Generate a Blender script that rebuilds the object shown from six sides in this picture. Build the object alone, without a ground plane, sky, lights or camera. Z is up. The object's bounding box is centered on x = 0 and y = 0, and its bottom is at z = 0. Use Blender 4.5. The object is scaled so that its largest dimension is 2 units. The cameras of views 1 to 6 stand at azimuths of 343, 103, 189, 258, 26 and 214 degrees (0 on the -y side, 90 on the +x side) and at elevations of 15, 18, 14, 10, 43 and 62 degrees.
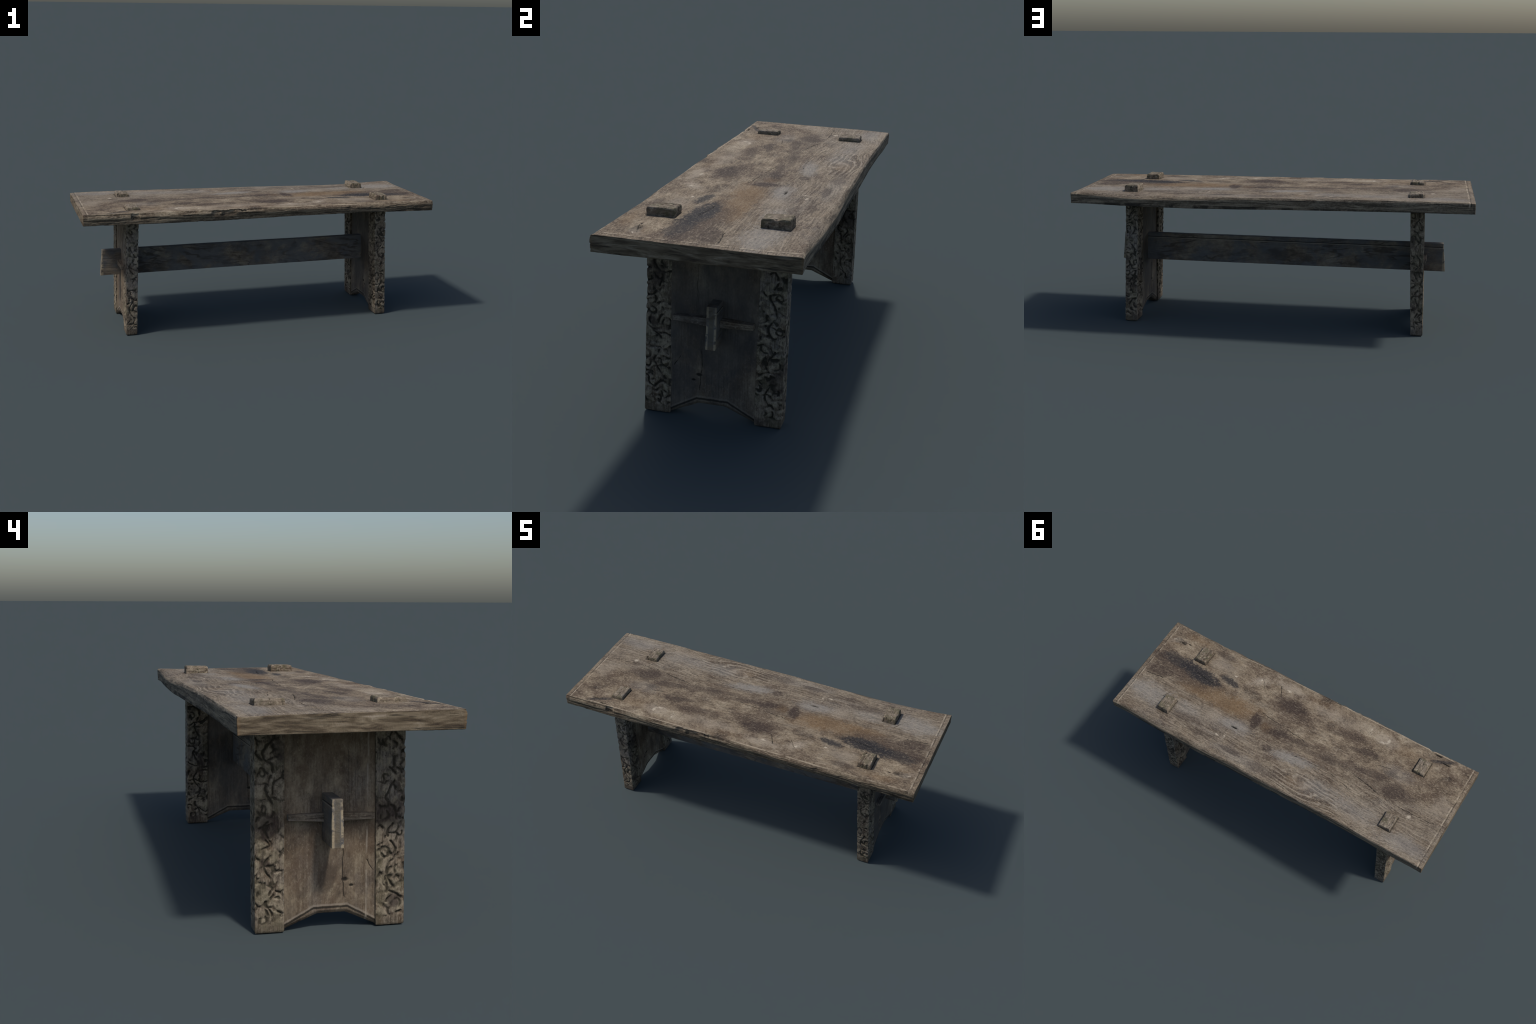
"""Old weathered trestle bench: thick plank seat with through tenons, two board legs
framed by carved posts, one stretcher locked by wedges."""
import bpy
import numpy as np

# ------------------------------------------------------------------ colours
def srgb(r, g, b):
    def f(c):
        c /= 255.0
        return c / 12.92 if c <= 0.04045 else ((c + 0.055) / 1.055) ** 2.4
    return (f(r), f(g), f(b), 1.0)

TAN, PALE, GREY = srgb(121, 109, 94), srgb(156, 144, 127), srgb(142, 139, 133)
BROWN, UMBER, PURPLE = srgb(90, 75, 60), srgb(62, 52, 43), srgb(58, 47, 42)
OCHRE, BLACK, DIRT = srgb(112, 88, 60), srgb(38, 38, 41), srgb(30, 29, 25)
OLIVE = srgb(84, 80, 60)

# ------------------------------------------------------------------ node expressions
class Val:
    """A float or vector socket that can be combined with + - * / in Python."""
    def __init__(self, tree, sock):
        self.t, self.s = tree, sock
    def _op(self, op, o, swap=False):
        a, b = (o, self) if swap else (self, o)
        return math_node(self.t, op, a, b)
    def __add__(self, o): return self._op("ADD", o)
    def __radd__(self, o): return self._op("ADD", o)
    def __sub__(self, o): return self._op("SUBTRACT", o)
    def __rsub__(self, o): return self._op("SUBTRACT", o, True)
    def __mul__(self, o): return self._op("MULTIPLY", o)
    def __rmul__(self, o): return self._op("MULTIPLY", o)
    def __truediv__(self, o): return self._op("DIVIDE", o)
    def __neg__(self): return self * -1.0

def plug(tree, inp, v):
    if isinstance(v, Val):
        tree.links.new(v.s, inp)
    else:
        inp.default_value = v

def math_node(t, op, *args):
    n = t.nodes.new("ShaderNodeMath")
    n.operation = op
    for i, a in enumerate(args):
        plug(t, n.inputs[i], a)
    return Val(t, n.outputs[0])

def vabs(a): return math_node(a.t, "ABSOLUTE", a)
def vsin(a): return math_node(a.t, "SINE", a)
def vsign(a): return math_node(a.t, "SIGN", a)
def vsqrt(a): return math_node(a.t, "SQRT", a)
def vmax(a, b): return math_node(a.t, "MAXIMUM", a, b)
def vmin(a, b): return math_node(a.t, "MINIMUM", a, b)
def floor(a): return math_node(a.t, "FLOOR", a)
def over(a, b): return math_node(a.t, "GREATER_THAN", a, b)

def smooth(a, lo, hi):
    """0 at lo, 1 at hi (also for lo > hi)."""
    n = a.t.nodes.new("ShaderNodeMapRange")
    n.interpolation_type = "SMOOTHSTEP"
    plug(a.t, n.inputs[0], a)
    if lo > hi:
        lo, hi, ends = hi, lo, (1.0, 0.0)
    else:
        ends = (0.0, 1.0)
    n.inputs[1].default_value, n.inputs[2].default_value = lo, hi
    n.inputs[3].default_value, n.inputs[4].default_value = ends
    return Val(a.t, n.outputs[0])

def sep(p):
    n = p.t.nodes.new("ShaderNodeSeparateXYZ")
    plug(p.t, n.inputs[0], p)
    return [Val(p.t, o) for o in n.outputs]

def vec(t, x, y, z):
    n = t.nodes.new("ShaderNodeCombineXYZ")
    for i, a in enumerate((x, y, z)):
        plug(t, n.inputs[i], a)
    return Val(t, n.outputs[0])

def scaled(p, f, shift=(0, 0, 0)):
    m = p.t.nodes.new("ShaderNodeVectorMath")
    m.operation = "MULTIPLY_ADD"
    plug(p.t, m.inputs[0], p)
    m.inputs[1].default_value, m.inputs[2].default_value = f, shift
    return Val(p.t, m.outputs[0])

def noise(p, f, detail=3.0, rough=0.55, distort=0.0, shift=(0, 0, 0)):
    f = f if isinstance(f, tuple) else (f, f, f)
    n = p.t.nodes.new("ShaderNodeTexNoise")
    plug(p.t, n.inputs["Vector"], scaled(p, f, shift))
    n.inputs["Scale"].default_value = 1.0
    n.inputs["Detail"].default_value = detail
    n.inputs["Roughness"].default_value = rough
    n.inputs["Distortion"].default_value = distort
    return Val(p.t, n.outputs[0])

def cells(p, scale, feature="DISTANCE_TO_EDGE", dims="2D"):
    n = p.t.nodes.new("ShaderNodeTexVoronoi")
    n.voronoi_dimensions, n.feature = dims, feature
    plug(p.t, n.inputs["Vector"], p)
    n.inputs["Scale"].default_value = scale
    return Val(p.t, n.outputs["Distance"])

def mix(fac, a, b, blend="MIX"):
    t = fac.t
    n = t.nodes.new("ShaderNodeMix")
    n.data_type, n.blend_type = "RGBA", blend
    plug(t, n.inputs[0], fac)
    plug(t, n.inputs[6], a)
    plug(t, n.inputs[7], b)
    return Val(t, n.outputs[2])

def ramp(fac, *stops):
    n = fac.t.nodes.new("ShaderNodeValToRGB")
    plug(fac.t, n.inputs[0], fac)
    e = n.color_ramp.elements
    while len(e) < len(stops):
        e.new(0.5)
    for el, (pos, col) in zip(e, stops):
        el.position, el.color = pos, col
    return Val(fac.t, n.outputs[0])

def segment(x, y, a, b):
    """Distance in the x-y plane to the straight line from a to b."""
    (ax, ay), (bx, by) = a, b
    ex, ey = bx - ax, by - ay
    px, py = x - ax, y - ay
    h = (px * ex + py * ey) * (1.0 / (ex * ex + ey * ey))
    h = vmin(vmax(h, 0.0), 1.0)
    dx, dy = px - h * ex, py - h * ey
    return vsqrt(dx * dx + dy * dy)

# ------------------------------------------------------------------ meshes
def spaced(lo, hi, step, edge=0.004):
    """Even parameters with extra lines just inside both ends, so that edges stay crisp."""
    n = max(2, int(round((hi - lo - 2 * edge) / step)))
    mid = np.linspace(lo + edge, hi - edge, n + 1)
    return np.concatenate([[lo, lo + edge * 0.4], mid, [hi - edge * 0.4, hi]])

def box_grid(a, b, c):
    """Surface of a block subdivided along three parameter lists: (parameters, quads)."""
    na, nb, nc = len(a), len(b), len(c)
    key = -np.ones((na, nb, nc), np.int64)
    shell = np.zeros((na, nb, nc), bool)
    shell[0] = shell[-1] = True
    shell[:, 0] = shell[:, -1] = True
    shell[:, :, 0] = shell[:, :, -1] = True
    idx = np.argwhere(shell)
    key[tuple(idx.T)] = np.arange(len(idx))
    pts = np.stack([a[idx[:, 0]], b[idx[:, 1]], c[idx[:, 2]]], 1)
    faces = []
    for sheet, flip in ((key[0], True), (key[-1], False), (key[:, 0], False), (key[:, -1], True), (key[:, :, 0], True), (key[:, :, -1], False)):
        q = np.stack([sheet[:-1, :-1], sheet[1:, :-1], sheet[1:, 1:], sheet[:-1, 1:]], -1).reshape(-1, 4)
        faces.append(q[:, ::-1] if flip else q)
    return pts, np.vstack(faces)

def make(name, pts, quads, material, parent, relief=None, soften=2):
    me = bpy.data.meshes.new(name)
    me.vertices.add(len(pts))
    me.vertices.foreach_set("co", np.ascontiguousarray(pts, np.float32).ravel())
    me.loops.add(quads.size)
    me.loops.foreach_set("vertex_index", np.ascontiguousarray(quads, np.int32).ravel())
    me.polygons.add(len(quads))
    me.polygons.foreach_set("loop_start", np.arange(0, quads.size, 4, dtype=np.int32))
    me.update(calc_edges=True)
    me.validate()
    o = bpy.data.objects.new(name, me)
    bpy.context.scene.collection.objects.link(o)
    if soften:
        m = o.modifiers.new("worn_edges", "SMOOTH")
        m.factor, m.iterations = 0.5, soften
    if relief:
        o.modifiers.new("relief", "NODES").node_group = relief_group(name, relief)
    bpy.context.view_layer.update()
    done = bpy.data.meshes.new_from_object(o.evaluated_get(bpy.context.evaluated_depsgraph_get()))
    o.modifiers.clear()
    o.data = done
    bpy.data.meshes.remove(me)
    done.name = name
    done.polygons.foreach_set("use_smooth", np.ones(len(done.polygons), bool))
    done.materials.clear()
    done.materials.append(material)
    o.parent = parent
    return o

def relief_group(name, height):
    """Geometry nodes that move every point along its normal by height(position)."""
    g = bpy.data.node_groups.new(name + "_relief", "GeometryNodeTree")
    g.interface.new_socket("Geometry", in_out="INPUT", socket_type="NodeSocketGeometry")
    g.interface.new_socket("Geometry", in_out="OUTPUT", socket_type="NodeSocketGeometry")
    gi, go = g.nodes.new("NodeGroupInput"), g.nodes.new("NodeGroupOutput")
    pos, nor = g.nodes.new("GeometryNodeInputPosition"), g.nodes.new("GeometryNodeInputNormal")
    put, mul = g.nodes.new("GeometryNodeSetPosition"), g.nodes.new("ShaderNodeVectorMath")
    mul.operation = "SCALE"
    g.links.new(nor.outputs[0], mul.inputs[0])
    g.links.new(height(Val(g, pos.outputs[0])).s, mul.inputs["Scale"])
    g.links.new(gi.outputs[0], put.inputs["Geometry"])
    g.links.new(mul.outputs[0], put.inputs["Offset"])
    g.links.new(put.outputs[0], go.inputs[0])
    return g

def material(name, build):
    """build(position) gives colour, bump height and roughness."""
    m = bpy.data.materials.new(name)
    m.use_nodes = True
    t = m.node_tree
    b = t.nodes["Principled BSDF"]
    tc = t.nodes.new("ShaderNodeTexCoord")
    col, bump, dist = build(Val(t, tc.outputs["Object"]))
    plug(t, b.inputs["Base Color"], col)
    b.inputs["Roughness"].default_value = 0.85
    b.inputs["Specular IOR Level"].default_value = 0.25
    n = t.nodes.new("ShaderNodeBump")
    n.inputs["Strength"].default_value = 0.9
    n.inputs["Distance"].default_value = dist
    plug(t, n.inputs["Height"], bump)
    t.links.new(n.outputs[0], b.inputs["Normal"])
    return m

# ------------------------------------------------------------------ weathered wood
def along(axis, a, b):
    """Frequencies: a along the grain, b across it."""
    return tuple(a if i == axis else b for i in range(3))

def weathered(p, axis, seed=0.0, warm=0.0, dark=0.0):
    """Colour and fine grain height of old oak whose fibres run along the axis."""
    sh = (seed * 3.7, seed * 5.1, seed * 2.3)
    fibre = noise(p, along(axis, 9, 210), 4, 0.6, 0.3, sh)
    streak = noise(p, along(axis, 3.0, 42), 4, 0.6, 0.8, sh)
    blot = noise(p, along(axis, 4.0, 8.5), 6, 0.62, 0.6, sh)
    patch = noise(p, along(axis, 2.2, 4.0), 4, 0.6, 0.5, (sh[1] + 9, sh[2], sh[0]))
    fleck = noise(p, along(axis, 110, 200), 3, 0.7, 0.0, sh)
    tone = blot * 0.62 + streak * 0.38
    col = ramp(tone, (0.30, UMBER), (0.41, BROWN), (0.50, TAN), (0.60, TAN), (0.72, PALE))
    col = mix(smooth(patch, 0.50, 0.66) * 0.75, col, ramp(tone, (0.30, UMBER), (0.46, srgb(104, 99, 95)), (0.72, srgb(150, 146, 141))))
    if warm:
        col = mix(smooth(noise(p, along(axis, 3, 7), 4, 0.6, 0.4, (sh[2] + 4, sh[0], sh[1])), 0.52, 0.68) * warm, col, OCHRE)
    col = mix(smooth(fibre, 0.49, 0.37) * 0.60, col, UMBER)
    col = mix(smooth(fibre, 0.53, 0.64) * 0.30, col, PALE)
    col = mix(smooth(fleck, 0.54, 0.67) * 0.55, col, PALE)
    col = mix(smooth(fleck, 0.46, 0.34) * 0.50, col, UMBER)
    if dark:
        col = mix(smooth(noise(p, 7.0, 5, 0.65, 0.4, (sh[0], sh[2] + 3, sh[1])), 0.44, 0.62) * dark, col, DIRT)
    return col, fibre * 0.6 + fleck * 0.25 + streak * 0.5

def mottle(p, seed, f=(9, 13, 11)):
    """Blotchy, handled wood without visible fibres."""
    m = noise(p, f, 8, 0.72, 0.3, (2 + seed, 2, 6 - seed))
    return ramp(m, (0.31, srgb(50, 42, 36)), (0.41, srgb(84, 70, 56)), (0.49, srgb(114, 99, 81)), (0.57, srgb(136, 121, 100)), (0.70, srgb(174, 160, 137)))

# ------------------------------------------------------------------ seat
SX = np.array([-.9985, -.95, -.8, -.65, -.4, -.2, 0, .2, .4, .5, .6, .7, .8, .95, .9985])
FRONT_ARRIS_Y = [-.327, -.325, -.322, -.320, -.323, -.325, -.319, -.314, -.310, -.306, -.308, -.311, -.313, -.319, -.325]
FRONT_ARRIS_Z = [.706, .705, .704, .702, .700, .699, .697, .696, .696, .695, .694, .693, .692, .690, .689]
FRONT_RIDGE_Y = [-.331, -.331, -.330, -.329, -.331, -.330, -.331, -.333, -.335, -.335, -.333, -.332, -.331, -.331, -.330]
FRONT_RIDGE_Z = [.690, .688, .684, .681, .680, .678, .680, .681, .679, .676, .672, .670, .671, .675, .678]
FRONT_FOOT_Y = [-.328, -.328, -.328, -.328, -.322, -.320, -.319, -.322, -.327, -.327, -.324, -.325, -.325, -.327, -.327]
FRONT_FOOT_Z = [.648, .647, .645, .643, .640, .639, .640, .642, .642, .641, .639, .638, .636, .634, .633]
BACK_ARRIS_Y = [.329, .328, .326, .325, .321, .319, .322, .318, .311, .305, .303, .304, .309, .319, .326]
BACK_ARRIS_Z = [.697, .698, .698, .697, .695, .692, .689, .686, .683, .682, .682, .683, .685, .688, .688]
BACK_RIDGE_Y = [.332, .331, .330, .329, .325, .325, .327, .327, .332, .333, .331, .330, .329, .328, .330]
BACK_RIDGE_Z = [.690, .690, .689, .688, .686, .683, .680, .676, .669, .666, .665, .667, .671, .679, .682]
BACK_FOOT_Y = [.330, .329, .329, .325, .323, .326, .328, .327, .331, .331, .329, .327, .326, .325, .328]
BACK_FOOT_Z = [.646, .645, .644, .643, .639, .637, .634, .630, .628, .628, .628, .629, .631, .634, .635]

def along_seat(x, table):
    """Smooth interpolation of a table of sections along the plank."""
    t = np.asarray(table, float)
    m = np.gradient(t, SX)
    i = np.clip(np.searchsorted(SX, x) - 1, 0, len(SX) - 2)
    h = SX[i + 1] - SX[i]
    s = (x - SX[i]) / h
    return ((1 + 2 * s) * (1 - s) ** 2 * t[i] + s * (1 - s) ** 2 * h * m[i] + s * s * (3 - 2 * s) * t[i + 1] + s * s * (s - 1) * h * m[i + 1])

def seat_points(pts):
    x, t, s = pts.T
    w = (t + 1) / 2
    k = 0.62
    def side(foot, ridge, arris):
        f, r, a = (along_seat(x, c) for c in (foot, ridge, arris))
        return np.where(s < k, f + (r - f) * s / k, r + (a - r) * (s - k) / (1 - k))
    y = side(FRONT_FOOT_Y, FRONT_RIDGE_Y, FRONT_ARRIS_Y) * (1 - w) + side(BACK_FOOT_Y, BACK_RIDGE_Y, BACK_ARRIS_Y) * w
    zf, zb = side(FRONT_FOOT_Z, FRONT_RIDGE_Z, FRONT_ARRIS_Z), side(BACK_FOOT_Z, BACK_RIDGE_Z, BACK_ARRIS_Z)
    z = zf * (1 - w) + zb * w
    # inner top plane stays at the plank's height although the arris dips at the worn back edge
    level = 0.6944 - 0.0080 * x - 0.008 * y
    inner = np.clip((1 - np.abs(t)) / np.where(t > 0, 0.40, 0.12), 0, 1)
    inner = inner * inner * (3 - 2 * inner)
    z = np.where(s > k, z + (level - z) * inner * (s - k) / (1 - k), z)
    # the ends are planed down a little outside the scribed line
    end = np.clip((np.abs(x) - 0.974) / 0.026, 0, 1)
    z = z - 0.0015 * end * np.clip((s - k) / (1 - k), 0, 1)
    return np.stack([x, y, z], 1)

CRACKS = [  # (points, half width)
    ([(-.299, .019), (-.454, .036), (-.617, .073), (-.738, .081), (-.851, .078), (-.975, .074)], .0016),
    ([(.216, -.250), (.192, -.213), (.175, -.175)], .0020),
    ([(.216, -.046), (.117, -.031), (-.086, -.008)], .0014),
    ([(.947, .057), (.842, .049)], .0018),
    ([(.790, .179), (.765, .140), (.741, .096)], .0012),
    ([(.330, -.235), (.305, -.205), (.290, -.185)], .0012),
    ([(-.07, .10), (-.28, .085), (-.46, .125)], .0012),
    ([(-.42, -.095), (-.50, -.085), (-.58, -.10)], .0017),
    ([(.70, -.085), (.60, -.068), (.56, -.07)], .0013),
    ([(.93, -.205), (.86, -.225), (.83, -.222)], .0017),
]
GOUGES = [  # x, y, reach along, reach across
    (-.722, -.326, .026, .012), (-.765, -.308, .030, .007), (-.825, -.278, .034, .006),
    (-.130, -.322, .036, .008), (-.215, -.329, .048, .010), (-.285, -.330, .035, .006),
    (.655, -.331, .055, .007), (.50, -.333, .04, .006), (.875, -.214, .02, .005), (.30, .118, .03, .007),
]

def cracks(p):
    x, y, z = sep(p)
    top = smooth(z, .672, .684)
    wob = noise(p, (30, 30, 30), 3, 0.6) - 0.5
    fine = noise(p, (120, 120, 120), 2, 0.6) - 0.5
    xw, yw = x + wob * 0.008, y + wob * 0.018 + fine * 0.004
    m = None
    for pts, w in CRACKS:
        for a, b in zip(pts, pts[1:]):
            d = smooth(segment(xw, yw, a, b), w * 1.7, w * 0.5)
            m = d if m is None else vmax(m, d)
    breaks = smooth(noise(p, (14, 14, 14), 2, 0.5), 0.36, 0.50)
    return m * top * breaks

def gouges(p):
    x, y, z = sep(p)
    wob = noise(p, (45, 45, 60), 4, 0.65) - 0.5
    m = None
    for gx, gy, rx, ry in GOUGES:
        ex, ey = (x - gx) / rx, (y - gy) / ry
        d = smooth(vsqrt(ex * ex + ey * ey) + wob * 1.3, 1.0, 0.45)
        m = d if m is None else vmax(m, d)
    return m * smooth(z, .662, .678)

def edge_layers(p):
    """Split, layered grain along the two long sides (1 in a split)."""
    x, y, z = sep(p)
    side = smooth(vabs(y), .312, .326)
    slope = z + x * 0.010 + (noise(p, (5, 3, 3), 3, 0.6, 0, (3, 3, 3)) - 0.5) * 0.035
    n = noise(vec(p.t, x * 5.0, y * 10.0, slope * 150.0), 1.0, 4, 0.62, 0.4)
    return side * smooth(n, 0.50, 0.38), side * (n - 0.5)

def end_line(p, lo, hi):
    x, y, z = sep(p)
    e = vabs(x) + (noise(p, (20, 16, 20), 3, 0.6) - 0.5) * 0.006
    return smooth(e, lo, lo + .002) * smooth(e, hi + .002, hi) * smooth(z, .672, .684)

def mortise(p):
    """Narrow open joint round each tenon on the seat top."""
    x, y, z = sep(p)
    wob = (noise(p, (60, 60, 60), 2, 0.6) - 0.5) * 0.004
    hx, hy = vabs(vabs(x + .005) - .717) - .0350, vabs(vabs(y + .005) - .1915) - .0485
    return smooth(vabs(vmax(hx, hy) + wob), .0040, .0012) * smooth(z, .676, .684)

def seat_relief(p):
    x, y, z = sep(p)
    split, layer = edge_layers(p)
    lumps = noise(p, (7, 30, 30), 4, 0.6) - 0.5
    swell = noise(p, (3, 6, 6), 2, 0.5) - 0.5
    end = smooth(vabs(x), .990, .999)
    grain = noise(p, (6, 90, 60), 3, 0.6) - 0.5
    calm = smooth(y, .2, -.2) * 0.82 + 0.18
    h = lumps * 0.0030 * calm + swell * 0.003 + grain * 0.0014 + (layer * 0.0036 - split * 0.0024) * calm
    h = h - mortise(p) * 0.0030 - cracks(p) * 0.0032 - gouges(p) * 0.009 - end_line(p, .974, .979) * 0.0012
    return h + end * (noise(p, (20, 22, 90), 3, 0.6) - 0.5) * 0.002 + 0.0006

STAINS = [  # colour, x, y, reach along, reach across, tilt, strength, ragged
    (OCHRE, .45, .00, .30, .070, -.08, .85, 1.0), (OCHRE, .62, .030, .14, .032, .0, .65, 1.0), (OCHRE, .143, .028, .060, .036, .0, .95, .8),
    (OCHRE, .30, -.03, .12, .06, .1, .55, 1.2), (OCHRE, .80, -.28, .10, .03, .0, .55, 1.0), (OCHRE, .92, -.20, .07, .03, 0, .4, 1.0),
    (OCHRE, -.18, .235, .11, .04, .1, .5, 1.2), (OCHRE, -.60, -.23, .10, .05, 0, .35, 1.2), (OCHRE, -.1, -.27, .2, .04, 0, .3, 1.2),
    (GREY, .85, .17, .17, .075, .0, .85, 1.0), (GREY, .62, .155, .12, .05, .0, .55, 1.0), (GREY, .31, .108, .13, .045, .1, .85, .9),
    (GREY, -.08, .125, .14, .042, .15, .95, .8), (GREY, -.30, .21, .17, .06, .1, .55, 1.1), (GREY, -.86, .26, .15, .06, .0, .7, 1.0),
    (GREY, -.55, .22, .16, .06, .0, .5, 1.1), (GREY, .18, .27, .20, .04, .0, .4, 1.1), (GREY, -.62, -.10, .12, .05, .0, .35, 1.2),
    (PURPLE, .216, .030, .038, .062, -.5, .95, .9), (PURPLE, .068, .022, .075, .024, .25, .85, .9), (PURPLE, .085, -.168, .085, .042, .1, .85, 1.0),
    (PURPLE, .073, .138, .030, .022, .0, .70, .8), (PURPLE, -.04, .016, .12, .018, .15, .60, 1.0), (PURPLE, .23, .255, .07, .020, .0, .60, 1.1),
    (PURPLE, .46, .245, .09, .020, .0, .60, 1.1), (PURPLE, .90, .015, .10, .035, .0, .70, 1.1), (PURPLE, .92, -.075, .09, .04, .0, .60, 1.1),
    (PURPLE, -.52, -.025, .10, .025, .1, .75, 1.1), (PURPLE, -.655, .020, .055, .060, .0, .75, 1.0), (PURPLE, -.28, -.165, .12, .022, .2, .55, 1.1),
    (PURPLE, -.41, -.120, .10, .016, .2, .65, 1.1), (PURPLE, .60, -.262, .07, .020, .0, .65, 1.1), (PURPLE, -.74, .020, .06, .03, .0, .5, 1.2),
    (PURPLE, -.20, .030, .16, .020, .1, .45, 1.2), (PURPLE, .0, .26, .12, .03, .1, .5, 1.2), (PURPLE, .55, .20, .09, .03, 0, .5, 1.2),
    (PURPLE, .55, -.21, .05, .02, 0, .4, 1.2), (PURPLE, .75, -.05, .22, .07, -.05, .55, 1.2), (PURPLE, .14, .02, .14, .06, .1, .5, 1.2), (PURPLE, -.33, .01, .16, .03, .1, .5, 1.2),
    (PURPLE, -.60, .02, .14, .05, .1, .45, 1.2), (PURPLE, .10, -.15, .15, .05, .0, .45, 1.2),
    (BLACK, .670, -.080, .145, .050, -.12, 1.0, .9), (BLACK, .485, -.128, .075, .022, -.10, .92, .9), (BLACK, .83, -.10, .12, .040, -.1, .70, 1.1),
    (BLACK, .905, -.215, .05, .022, .0, .55, 1.0), (BLACK, -.81, -.285, .065, .014, .4, .85, 1.0), (BLACK, -.60, -.075, .05, .015, .1, .45, 1.0),
    (PALE, .33, -.220, .065, .045, .6, .95, 1.5), (PALE, .17, -.262, .12, .035, .0, .9, 1.6), (PALE, -.10, -.23, .14, .04, .0, .6, 1.7), (PALE, -.48, -.235, .10, .04, .0, .7, 1.7), (PALE, -.92, -.02, .06, .10, .0, .5, 1.7), (PALE, .58, -.20, .09, .04, 0, .6, 1.7), (PALE, .45, .12, .07, .05, .3, .55, 1.6),
    (PALE, .935, -.205, .045, .025, .3, .65, 1.5), (PALE, -.56, .27, .10, .03, .0, .4, 1.6), (PALE, -.25, -.25, .22, .05, .0, .35, 1.5),
]
WHITE = srgb(186, 174, 155)
CHIPS = [(.319, .200, .013, .034, .2), (-.465, -.223, .026, .013, .2), (-.489, -.245, .012, .016, .0), (.335, -.226, .018, .010, .7), (.36, .206, .02, .008, 0),
         (-.37, -.265, .012, .010, .5), (.48, -.175, .010, .006, 0), (.94, -.215, .016, .006, .5), (-.80, .105, .016, .014, 0), (.155, -.245, .022, .012, .2)]

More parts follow.
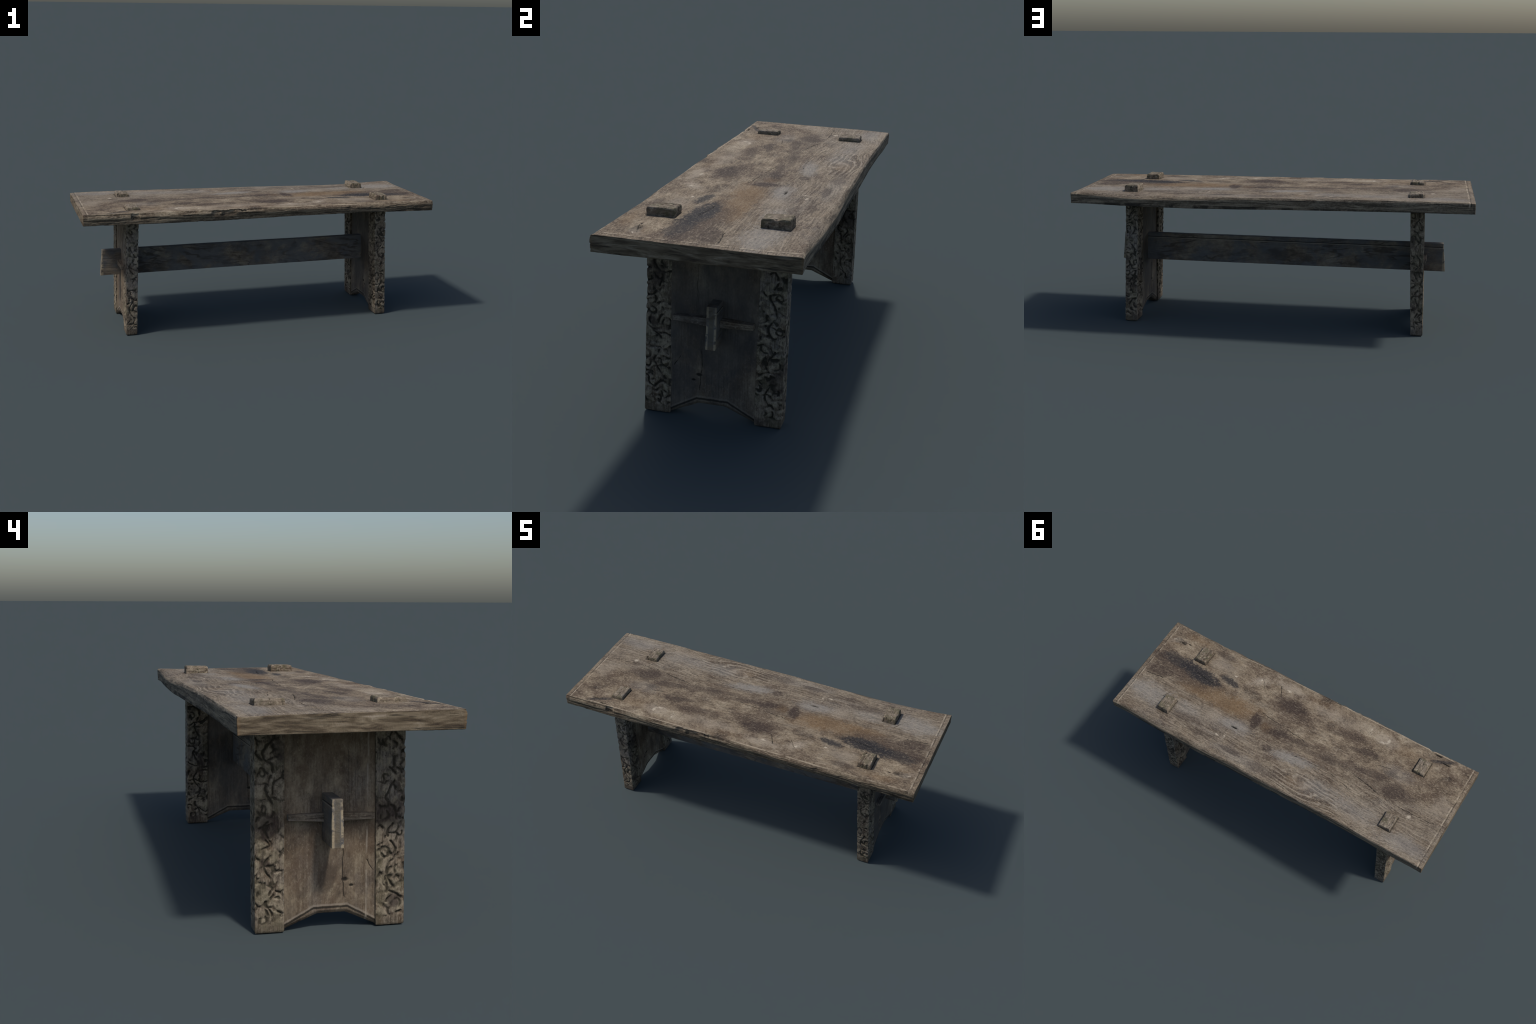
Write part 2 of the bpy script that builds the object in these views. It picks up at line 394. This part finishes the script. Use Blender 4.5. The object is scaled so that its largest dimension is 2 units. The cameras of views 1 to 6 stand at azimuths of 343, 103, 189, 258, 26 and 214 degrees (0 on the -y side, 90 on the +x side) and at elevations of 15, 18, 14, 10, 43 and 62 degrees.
def seat_material(p):
    x, y, z = sep(p)
    t = p.t
    top = smooth(z, .668, .682) * smooth(vabs(y), .334, .322)
    end = smooth(vabs(x), .994, .999)
    col, grain = weathered(p, 0, 1.0, 0.30)
    # worn sitting surface: mottled rather than streaked, most of all towards the front edge
    flat = smooth(y + (noise(p, (4, 6, 4), 4, 0.6, 0, (6, 1, 1)) - 0.5) * 0.5, 0.14, -0.14)
    col = mix(flat * 0.55 + 0.40, col, mottle(p, 0))
    big = noise(p, (4.5, 7.0, 5), 6, 0.64, 0.5, (8, 3, 1))
    col = mix(smooth(big, 0.51, 0.63) * 0.62, col, srgb(78, 62, 50))
    col = mix(smooth(big, 0.46, 0.35) * 0.45, col, srgb(142, 131, 114))
    # flamed figure: annual rings cut at a shallow angle, strongest towards the back edge
    bend = noise(p, (1.7, 5.5, 3), 3, 0.5, 0.6, (4, 1, 2))
    ring = vsin((y * 44.0 + bend * 9.0 + noise(p, (14, 60, 20), 4, 0.65) * 1.1) * 6.2832)
    back = 1.0 - flat
    line = smooth(ring, 0.20, 0.95) * (smooth(noise(p, (3, 7, 5), 3, 0.6, 0, (7, 7, 7)), 0.44, 0.60) * 0.7 + back * 0.15)
    flame = smooth(vsqrt((x + .26) * (x + .26) * 16.0 + (y - .25) * (y - .25) * 140.0) + (noise(p, (5, 9, 5), 3, 0.6) - 0.5) * 1.5, 1.15, 0.5)
    line = vmax(line * 0.55, smooth(ring, 0.0, 0.8) * flame)
    col = mix(line * 0.72, col, srgb(62, 53, 46))
    col = mix(smooth(ring, -0.4, -0.95) * (back * 0.2 + flame * 0.5), col, srgb(156, 146, 130))
    ragged = noise(p, (13, 17, 12), 6, 0.72) - 0.5
    grit = noise(p, (75, 120, 60), 4, 0.75) - 0.5
    # pores and pale grit over everything
    grit2 = noise(p, (90, 190, 120), 4, 0.78, 0, (5, 5, 5))
    col = mix(smooth(grit2, 0.53, 0.65) * 0.55, col, srgb(166, 153, 133))
    col = mix(smooth(grit2, 0.47, 0.35) * 0.60, col, srgb(58, 51, 45))
    # open fibres, bending with the figure
    yb = y + bend * 0.10
    fib = noise(vec(t, x * 7.0, yb * 210.0, z * 60.0), 1.0, 4, 0.68, 0.25)
    soft = noise(p, (5, 9, 5), 3, 0.6, 0, (3, 9, 3))
    amount = (smooth(soft, 0.36, 0.58) * 0.7 + 0.3) * (1.0 - flat * 0.62)
    col = mix(smooth(fib, 0.50, 0.39) * amount * 0.50, col, srgb(56, 48, 41))
    col = mix(smooth(fib, 0.52, 0.62) * amount * 0.28, col, srgb(172, 158, 136))
    for c, sx, sy, rx, ry, tilt, amount, rag in STAINS:
        dx, dy = x - sx, y - sy
        ex, ey = dx * (1 / rx), (dy - dx * tilt) * (1 / ry)
        d = vsqrt(ex * ex + ey * ey) + ragged * (1.6 * rag) + grit * 1.7
        col = mix((smooth(d, 1.25, 0.60) if c in (BLACK, PURPLE) else smooth(d, 1.25, 0.28)) * top * amount * (0.78 if c is OCHRE else 0.62 if c is GREY else 0.72 if c is PALE else 0.94), col, c)
    for sx, sy, rx, ry, tilt in CHIPS:
        dx, dy = x - sx, y - sy
        ex, ey = dx * (1 / rx), (dy - dx * tilt) * (1 / ry)
        d = vsqrt(ex * ex + ey * ey) + ragged * 2.6 + grit * 2.6
        col = mix(smooth(d, 1.0, 0.1) * top * 0.85, col, WHITE)
    grit3 = noise(p, (80, 150, 110), 4, 0.78, 0, (9, 1, 4))
    col = mix(smooth(grit3, 0.53, 0.65) * 0.27, col, srgb(176, 163, 142))
    col = mix(smooth(grit3, 0.47, 0.36) * 0.44, col, srgb(44, 38, 34))
    speck = noise(p, (130, 170, 130), 3, 0.75, 0, (1, 5, 9))
    col = mix(smooth(speck, 0.56, 0.68) * 0.14, col, srgb(166, 152, 130))
    # long sides: layered, dirty splits
    split, layer = edge_layers(p)
    side = smooth(vabs(y), .316, .328) * smooth(z, .690, .676)
    col = mix(side * 0.45, col, srgb(86, 77, 63))
    col = mix(split * 0.66, col, DIRT)
    col = mix(smooth(layer, 0.04, 0.14) * 0.6, col, srgb(152, 139, 118))
    foot = smooth(z, .650, .640) * smooth(vabs(y), .30, .318)
    col = mix(foot * smooth(noise(p, (12, 12, 12), 4, 0.65), 0.40, 0.55) * 0.8, col, DIRT)
    # sawn ends with open grain
    endcol = ramp(noise(p, (30, 9, 60), 5, 0.65, 0.5), (0.32, UMBER), (0.44, srgb(92, 80, 64)), (0.58, srgb(124, 111, 92)), (0.72, PALE))
    col = mix(end, col, endcol)
    col = mix(end * smooth(noise(p, (20, 6, 130), 3, 0.6, 0.8), 0.44, 0.34) * 0.7, col, DIRT)
    col = mix(end * smooth(vabs(y), .318, .330) * 0.4, col, srgb(118, 92, 62))
    # scribed line, worn pale on its inner side
    worn = smooth(noise(p, (9, 30, 9), 4, 0.7, 0, (2, 8, 1)), 0.42, 0.58)
    col = mix(end_line(p, .9665, .9725) * worn * 0.55, col, srgb(182, 169, 148))
    col = mix(end_line(p, .9745, .9785) * smooth(noise(p, (10, 26, 9), 4, 0.7), 0.40, 0.56) * 0.65, col, DIRT)
    arris = smooth(y + ragged * 0.004, -.3130, -.3150) * smooth(y + ragged * 0.004, -.3200, -.3180) * smooth(z, .684, .690)
    col = mix(arris * smooth(noise(p, (8, 8, 8), 3, 0.6, 0, (1, 5, 5)), 0.42, 0.56) * 0.65, col, srgb(176, 162, 140))
    col = mix(mortise(p) * 0.75, col, DIRT)  # shadow of the open joint round each tenon, painted dark
    col = mix(vmax(cracks(p), gouges(p)) * 0.92, col, srgb(22, 21, 19))
    return col, fib * 0.9 + grain * 0.4 + ring * 0.05 + grit2 * 0.4, 0.0024

# ------------------------------------------------------------------ legs
SIDES = {  # lean of the legs: outer and inner post face at the floor and their drift per metre of height
    -1: dict(out=-.777, dout=.0242, inn=-.716, dinn=.0345),
    +1: dict(out=.767, dout=-.0370, inn=.703, dinn=-.0385),
}

def carving(p, s):
    """Knotwork cut into the posts: a winding stem, curls in its bends and broken cross cuts.
    Returns groove (1 at the bottom of a cut) and pillow (1 on the swell between cuts)."""
    L = SIDES[s]
    t = p.t
    x, y, z = sep(p)
    lx = x - ((L["out"] + L["inn"]) / 2 + z * ((L["dout"] + L["dinn"]) / 2))
    ysign = vsign(y + .0055)
    ly = (vabs(y + .0055) - .1945) * ysign
    facing = over(vabs(lx) * (1 / .031), vabs(ly) * (1 / .0475))          # 1 on faces that look along x
    u = ly * facing + lx * (1.0 - facing)
    v = z + facing * 0.031 + vsign(lx) * facing * 0.023 + ysign * 0.041 + vsign(ly) * (1.0 - facing) * 0.017
    q = vec(t, u, v, ysign * 3.0 + facing * 5.0 + vsign(lx) * facing * 2.0)
    wu = noise(q, (16, 16, 1), 2, 0.5, 0, (1.3, 0, 0)) - 0.5
    wv = noise(q, (16, 16, 1), 2, 0.5, 0, (0, 7.7, 0)) - 0.5
    wf = noise(q, (60, 60, 1), 2, 0.6, 0, (3, 3, 0)) - 0.5
    u1, v1 = u + wu * 0.030 + wf * 0.004, v + wv * 0.040 + wf * 0.004
    period = 0.116
    stem = vsin(v1 * (6.2832 / period))
    d1 = vabs(u1 - stem * 0.014)
    half = period / 2
    vc = (floor(v1 * (1 / half)) + 0.5) * half
    lobe = vsign(vsin(vc * (6.2832 / period)))
    du, dv = u1 + lobe * 0.022, (v1 - vc) * 0.9
    d2 = vabs(vsqrt(du * du + dv * dv) - 0.0125)
    d3 = cells(vec(t, u1 + wu * 0.012, v1 * 1.15, 0.0), 20.0) * (1 / 20.0)
    if s > 0:   # this pair was cut as wavy ribs instead of cells
        rib = vsin((v1 * 25.0 + (noise(q, (20, 20, 1), 1, 0.5, 0, (4, 4, 0)) - 0.5) * 3.6) * 6.2832)
        d3 = (1.0 - rib) * 0.0072
    keep = smooth(noise(q, (34, 34, 1), 1, 0.5, 0, (9, 2, 0)), 0.40, 0.50)
    keep2 = smooth(noise(q, (26, 26, 1), 1, 0.5, 0, (2, 9, 0)), 0.44, 0.54)
    keep3 = smooth(noise(q, (38, 38, 1), 1, 0.5, 0, (5, 5, 0)), 0.45, 0.57)
    g = vmax(smooth(d1, .0066, .0014) * (keep * 0.8 + 0.2), smooth(d2, .0058, .0012) * keep2)
    g = vmax(g, smooth(d3, .0064, .0010) * keep3)
    wear = smooth(noise(q, (11, 11, 1), 2, 0.6, 0, (6, 6, 0)), 0.36, 0.48)
    band = smooth(z, .022, .038) * smooth(z, .645, .630)
    g = g * band * (wear * 0.7 + 0.3)
    rim = vabs(u) * (facing * (1 / .0475) + (1.0 - facing) * (1 / .031))
    inside = (smooth(rim, 1.0, 0.84) * 0.9 + 0.1) * (facing * 0.4 + 0.6)
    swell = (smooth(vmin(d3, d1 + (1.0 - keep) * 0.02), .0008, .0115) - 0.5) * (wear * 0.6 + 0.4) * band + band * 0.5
    return g, swell, inside

def post_relief(s):
    def height(p):
        g, pillow, inside = carving(p, s)
        rough = noise(p, (50, 50, 22), 4, 0.62) - 0.5
        swell = noise(p, (9, 9, 6), 2, 0.5) - 0.5
        return (g * -0.0044 + (pillow * 0.0024 - 0.0010) * smooth(sep(p)[2], .016, .036) + rough * 0.0020) * inside + swell * 0.0030 - 0.0004
    return height

def post_material(s):
    def build(p):
        x, y, z = sep(p)
        col, grain = weathered(p, 2, 3.0 + s, 0.15)
        g, pillow, inside = carving(p, s)
        col = mix(smooth(noise(p, 16.0, 4, 0.65), 0.48, 0.62) * 0.5, col, OLIVE)
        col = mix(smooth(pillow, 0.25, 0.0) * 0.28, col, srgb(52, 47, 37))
        col = mix(smooth(pillow, 0.4, 1.0) * smooth(noise(p, 55.0, 4, 0.65), 0.40, 0.62) * 0.70, col, srgb(152, 141, 120))
        col = mix(smooth(noise(p, (70, 70, 50), 4, 0.65, 0, (1, 7, 7)), 0.47, 0.36) * 0.5, col, srgb(58, 52, 42))
        dark_patch = smooth(noise(p, (9, 9, 7), 4, 0.65, 0.4, (2, 0, 5)), 0.54, 0.66)
        if s < 0:   # dark purple patches on the -x pair of posts
            edge = noise(p, (22, 22, 16), 4, 0.65) - 0.5
            for sy, sz, ry, rz in ((.19, .335, .055, .055), (-.215, .085, .03, .03), (-.19, .36, .06, .05)):
                ey, ez = (y - sy) * (1 / ry), (z - sz) * (1 / rz)
                dark_patch = vmax(dark_patch, smooth(vsqrt(ey * ey + ez * ez) + edge * 1.6, 1.1, 0.5))
        col = mix(dark_patch * 0.72, col, srgb(54, 45, 42))
        col = mix(smooth(g, 0.06, 0.95) * (0.78 if s < 0 else 0.84), col, srgb(47, 43, 34) if s < 0 else srgb(38, 36, 29))
        return col, grain + noise(p, 150.0, 3, 0.6) * 0.4, 0.0022
    return build

def leg_plane(s, z, which):
    L = SIDES[s]
    return L["out"] + L["dout"] * z if which == "out" else L["inn"] + L["dinn"] * z

def make_post(name, s, back, mat, parent):
    pts, quads = box_grid(spaced(0, 1, .0022 / .064, .06), spaced(0, 1, .0022 / .1, .04), spaced(0, .652, .0026, .004))
    a, b, z = pts.T
    lo, hi = leg_plane(s, z, "out"), leg_plane(s, z, "inn")
    lo, hi = np.minimum(lo, hi), np.maximum(lo, hi)
    if back:
        y0, y1 = .1410 + 0 * z, .2340 + 0 * z
    else:
        y0, y1 = -.2478 + .008 * z / .62, -.1540 + .010 * z / .62
    # feet: arrises knocked off where the post meets the floor
    foot = np.clip(1 - z / .006, 0, 1) * .0025
    x = lo + foot + (hi - lo - 2 * foot) * a
    y = y0 + foot + (y1 - y0 - 2 * foot) * b
    return make(name, np.stack([x, y, z], 1), quads, mat, parent, post_relief(s), soften=2)

def arch(y):
    """Underside of a leg board: flat crown with straight haunches down to the posts."""
    crown, foot = .0490, .005
    l = np.interp(y, [-.154, -.066, -.056, .034, .044, .142], [foot, crown - .004, crown, crown, crown - .004, foot])
    return l

def make_board(name, s, mat, parent):
    pts, quads = box_grid(spaced(0, 1, .004 / .045, .07), spaced(-.1555, .1425, .0034, .003), spaced(0, 1, .0034 / .64, .008))
    a, y, c = pts.T
    z0 = arch(y)
    z = z0 + (.652 - z0) * c
    out, inn = leg_plane(s, z, "out") - s * (.0065 if s < 0 else .0030 - .009 * z), leg_plane(s, z, "inn") + s * (.0065 if s < 0 else .0060 + .010 * z)
    h = z - z0
    cut = np.clip(1 - h / .011, 0, 1) * .0075
    out, inn = out - s * cut, inn + s * cut
    lo, hi = np.minimum(out, inn), np.maximum(out, inn)
    return make(name, np.stack([lo + (hi - lo) * a, y, z], 1), quads, mat, parent, board_relief, soften=1)

KNOTS = [(-.055, .155, .014, .007), (-.075, .135, .008, .005)]

def board_cracks(p):
    x, y, z = sep(p)
    yw = y + (noise(p, (10, 10, 14), 3, 0.6) - 0.5) * 0.020
    m = smooth(segment(yw, z, (-.045, .25), (-.052, .10)), .0022, .0006)
    m = vmax(m, smooth(segment(yw, z, (-.060, .58), (-.066, .38)), .0018, .0006) * 0.5)
    m = vmax(m, smooth(segment(yw, z, (-.122, .215), (-.145, .180)), .0020, .0006))
    for ky, kz, ry, rz in KNOTS:
        ey, ez = (yw - ky) * (1 / ry), (z - kz) * (1 / rz)
        m = vmax(m, smooth(vsqrt(ey * ey + ez * ez), 1.1, 0.5))
    return m * smooth(noise(p, (20, 20, 20), 2, 0.5), 0.32, 0.46)

def board_relief(p):
    groove = noise(p, (60, 60, 4), 4, 0.6) - 0.5
    swell = noise(p, (8, 10, 5), 2, 0.5) - 0.5
    return groove * 0.0028 + swell * 0.003 - board_cracks(p) * 0.0028

def board_material(s):
    def build(p):
        x, y, z = sep(p)
        col, grain = weathered(p, 2, 6.0 + s, 0.12)
        col = mix(smooth(noise(p, (9, 9, 6), 3, 0.6, 0, (4, 1, 4)), 0.36, 0.60) * 0.45 + 0.35, col, mottle(p, 3, (14, 14, 8)))
        col = mix(smooth(noise(p, (6, 7, 4), 5, 0.65, 0.4, (1, 2, 9)), 0.47, 0.58) * 0.45, col, srgb(84, 66, 52))
        spots = noise(p, (170, 170, 120), 3, 0.7)
        col = mix(smooth(spots, 0.56, 0.74) * 0.45, col, srgb(160, 148, 130))
        col = mix(smooth(spots, 0.44, 0.30) * 0.40, col, srgb(56, 49, 42))
        col = mix(smooth(noise(p, (7, 9, 5), 5, 0.66, 0.3, (s, 4, 4)), 0.50, 0.64) * 0.5, col, srgb(62, 54, 48))
        if s > 0:   # this board is darker and greyer than the other
            col = mix(smooth(noise(p, (6, 8, 5), 5, 0.65, 0.3), 0.30, 0.60) * 0.5 + 0.18, col, srgb(66, 66, 66))
        # rim of the arch: dirt line above the chamfer, pale wear above that
        base = vmin(vmin((y + .154) * 0.56 + .005, (.142 - y) * 0.53 + .005), .056)
        h = z - base + (noise(p, (30, 30, 30), 2, 0.6) - 0.5) * 0.004
        col = mix(smooth(h, .008, .010) * smooth(h, .017, .0145) * 0.85, col, DIRT)
        col = mix(smooth(h, .016, .018) * smooth(h, .025, .021) * (0.4 if s < 0 else 0.15), col, srgb(160, 150, 136))
        e = y + (noise(p, (20, 20, 20), 3, 0.6) - 0.5) * 0.005
        rub = smooth(e, -.1270, -.1245) * smooth(e, -.1190, -.1215)
        if s < 0:
            col = mix(rub * smooth(noise(p, (9, 9, 12), 3, 0.6), 0.40, 0.56) * 0.40, col, srgb(172, 162, 146))
        col = mix(board_cracks(p) * 0.9, col, srgb(24, 22, 19))
        return col, grain + spots * 0.3, 0.0022
    return build

# ------------------------------------------------------------------ tenons, stretcher, wedges
def tenon_relief(seed):
    def height(p):
        lump = noise(p, (38, 38, 30), 3, 0.6, 0.3, (seed, seed * 2, 0)) - 0.5
        notch = smooth(noise(p, (75, 45, 20), 2, 0.55, 0, (seed * 3, 0, seed)), 0.42, 0.32)
        x, y, z = sep(p)
        return lump * 0.0045 + (noise(p, (120, 25, 25), 3, 0.6) - 0.5) * 0.0025 - notch * 0.004 + (noise(p, (20, 12, 20), 1, 0.5, 0, (0, seed, 0)) - 0.5) * 0.004 - 0.0004
    return height

def tenon_material(p):
    x, y, z = sep(p)
    col, grain = weathered(p, 1, 9.0, 0.1)
    col = mix(smooth(noise(p, 30.0, 4, 0.65), 0.47, 0.62) * 0.65, col, OLIVE)
    col = mix(smooth(noise(p, (46, 46, 30), 4, 0.65, 0.4), 0.56, 0.68) * 0.8, col, srgb(44, 41, 34))
    col = mix(smooth(noise(p, (60, 60, 60), 3, 0.6, 0, (8, 8, 8)), 0.56, 0.70) * 0.6, col, srgb(172, 160, 138))
    return col, grain + noise(p, 130.0, 3, 0.6) * 0.4, 0.0022

def make_tenon(name, x0, x1, y0, y1, top, tilt, mat, parent, seed):
    pts, quads = box_grid(spaced(0, 1, .045, .05), spaced(0, 1, .034, .04), spaced(0, 1, .05, .06))
    a, b, c = pts.T
    z = .655 + (top - .655) * c
    draw = np.clip((c - .88) / .12, 0, 1) ** 2 * .004             # rounded over at the top
    x = x0 + draw + (x1 - x0 - 2 * draw) * a
    y = y0 + draw + (y1 - y0 - 2 * draw) * b
    z = z + c * ((a - .5) * tilt[0] + (b - .5) * tilt[1])
    return make(name, np.stack([x, y, z], 1), quads, mat, parent, tenon_relief(seed), soften=2)

def stretcher_relief(p):
    x, y, z = sep(p)
    lumps = noise(p, (6, 30, 40), 4, 0.6) - 0.5
    wave = noise(p, (5, 8, 26), 2, 0.5, 1.2, (2, 0, 0)) - 0.5
    groove = smooth(vabs(z - .4105 + (noise(p, (9, 9, 9), 2, 0.5) - 0.5) * 0.003), .0022, .0006) * smooth(y, .012, .019)
    return lumps * 0.0024 + wave * 0.0022 - groove * 0.0016

def stretcher_material(p):
    x, y, z = sep(p)
    col, grain = weathered(p, 0, 12.0, 0.12, 0.45)
    col = mix(smooth(noise(p, (4, 5, 9), 5, 0.65, 0.5, (3, 1, 1)), 0.36, 0.60) * 0.60, col, srgb(98, 98, 97))  # greys here and below cool and darken the stretcher for the seat's shade
    col = mix(smooth(noise(p, (6, 6, 9), 3, 0.6, 0, (4, 1, 4)), 0.34, 0.60) * 0.5 + 0.2, col, mottle(p, 5, (9, 9, 13)))
    col = mix(smooth(noise(p, (7, 9, 9), 5, 0.66, 0.3, (2, 5, 1)), 0.42, 0.58) * 0.60 + 0.12, col, srgb(84, 87, 90))
    col = mix(smooth(noise(p, (5, 9, 9), 5, 0.66, 0.3, (7, 5, 1)), 0.52, 0.66) * 0.55, col, srgb(56, 48, 42))
    fig = vsin((z * 26.0 + x * 5.0 + noise(p, (4, 8, 14), 3, 0.55, 0.8) * 5.0) * 6.2832)
    col = mix(smooth(fig, 0.3, 0.9) * smooth(noise(p, (4, 4, 6), 2, 0.5, 0, (5, 0, 5)), 0.44, 0.58) * 0.6, col, srgb(58, 49, 42))
    edge = z - .4105 + (noise(p, (9, 9, 9), 2, 0.5) - 0.5) * 0.003
    back = smooth(y, .012, .019)
    col = mix(smooth(vabs(edge), .0026, .0010) * back * 0.85, col, DIRT)
    col = mix(smooth(vabs(edge + .0048), .0024, .0008) * back * 0.45, col, PALE)
    tip = smooth(vabs(x + .02), .838, .848)
    rim = vabs(y - .0055)
    col = mix(tip * smooth(rim, .008, .012) * smooth(noise(p, 60.0, 3, 0.6), 0.38, 0.52) * 0.65, col, srgb(172, 156, 128))
    col = mix(tip * smooth(rim, .0085, .006) * 0.4, col, srgb(98, 88, 66))
    return col, grain + fig * 0.12, 0.0022

def make_stretcher(name, mat, parent):
    pts, quads = box_grid(spaced(-1, 1, .005, .003), spaced(0, 1, .1, .10), spaced(0, 1, .0035 / .145, .02))
    a, b, c = pts.T
    lo, hi = -.878 + .013 * c, .836 - .014 * c
    x = (lo + hi) / 2 + (hi - lo) / 2 * a
    z0 = .2850 + 0 * x
    z1 = .4302 - .0015 * (x + .87) / 1.7
    flare = np.clip((-x - .80) / .07, 0, 1) * (1 - c) * .002
    y = (-.0118 - flare) + (.0338 + 2 * flare) * b
    return make(name, np.stack([x, y, z0 + (z1 - z0) * c], 1), quads, mat, parent, stretcher_relief, soften=5)

def wedge_relief(p):
    return (noise(p, (40, 12, 40), 3, 0.6) - 0.5) * 0.0028

def wedge_material(p):
    col, grain = weathered(p, 1, 15.0, 0.2)
    col = mix(smooth(noise(p, (30, 14, 30), 4, 0.6), 0.48, 0.62) * 0.5, col, srgb(64, 55, 46))
    return col, grain, 0.002

def make_wedge(name, s, mat, parent):
    pts, quads = box_grid(spaced(0, 1, .12, .10), spaced(-.142, .132, .004, .002), spaced(0, 1, .09, .08))
    a, y, c = pts.T
    u = np.clip(np.abs(y + .004) / .137, 0, 1)
    half = .0145 - .0060 * u
    mid = .3575 + .002 * np.sign(y) * u * -s
    x = s * (.748 + (.0360 - .005 * u) * a)
    if s < 0:
        quads = quads[:, ::-1]
    return make(name, np.stack([x, y, mid + half * (2 * c - 1)], 1), quads, mat, parent, wedge_relief, soften=2)

# ------------------------------------------------------------------ assemble
for o in list(bpy.data.objects):
    bpy.data.objects.remove(o)

bench = bpy.data.objects.new("wooden_bench", None)
bpy.context.scene.collection.objects.link(bench)
bench["label"] = "old weathered wooden bench with carved trestle legs"
bench["category"] = "bench"

pts, quads = box_grid(spaced(-.9985, .9985, .0042, .005), spaced(-1, 1, .0042 / .33, .012), spaced(0, 1, .0032 / .053, .06))
seat = make("seat", seat_points(pts), quads, material("seat_wood", seat_material), bench, seat_relief, soften=2)

tenon_wood = material("tenon_wood", tenon_material)
TENONS = {
    (-1, 0): (-.7540, -.6880, -.2430, -.1480, .7175, (.002, .001), 1.0), (-1, 1): (-.7540, -.6860, .1380, .2330, .7185, (-.004, .001), 2.3),
    (1, 0): (.6780, .7460, -.2440, -.1470, .7190, (-.001, .001), 3.9), (1, 1): (.6775, .7465, .1385, .2365, .7180, (-.001, .003), 5.2),
}
for s in (-1, 1):
    leg = make_board("leg", s, material("leg_board_wood", board_material(s)), bench)
    post_wood = material("carved_post_wood", post_material(s))
    for back in (0, 1):
        make_post("post", s, back, post_wood, leg)
        x0, x1, y0, y1, top, tilt, seed = TENONS[s, back]
        make_tenon("tenon", x0, x1, y0, y1, top, tilt, tenon_wood, leg, seed)

stretcher = make_stretcher("stretcher", material("stretcher_wood", stretcher_material), bench)
wedge_wood = material("wedge_wood", wedge_material)
for s in (-1, 1):
    make_wedge("wedge", s, wedge_wood, stretcher)
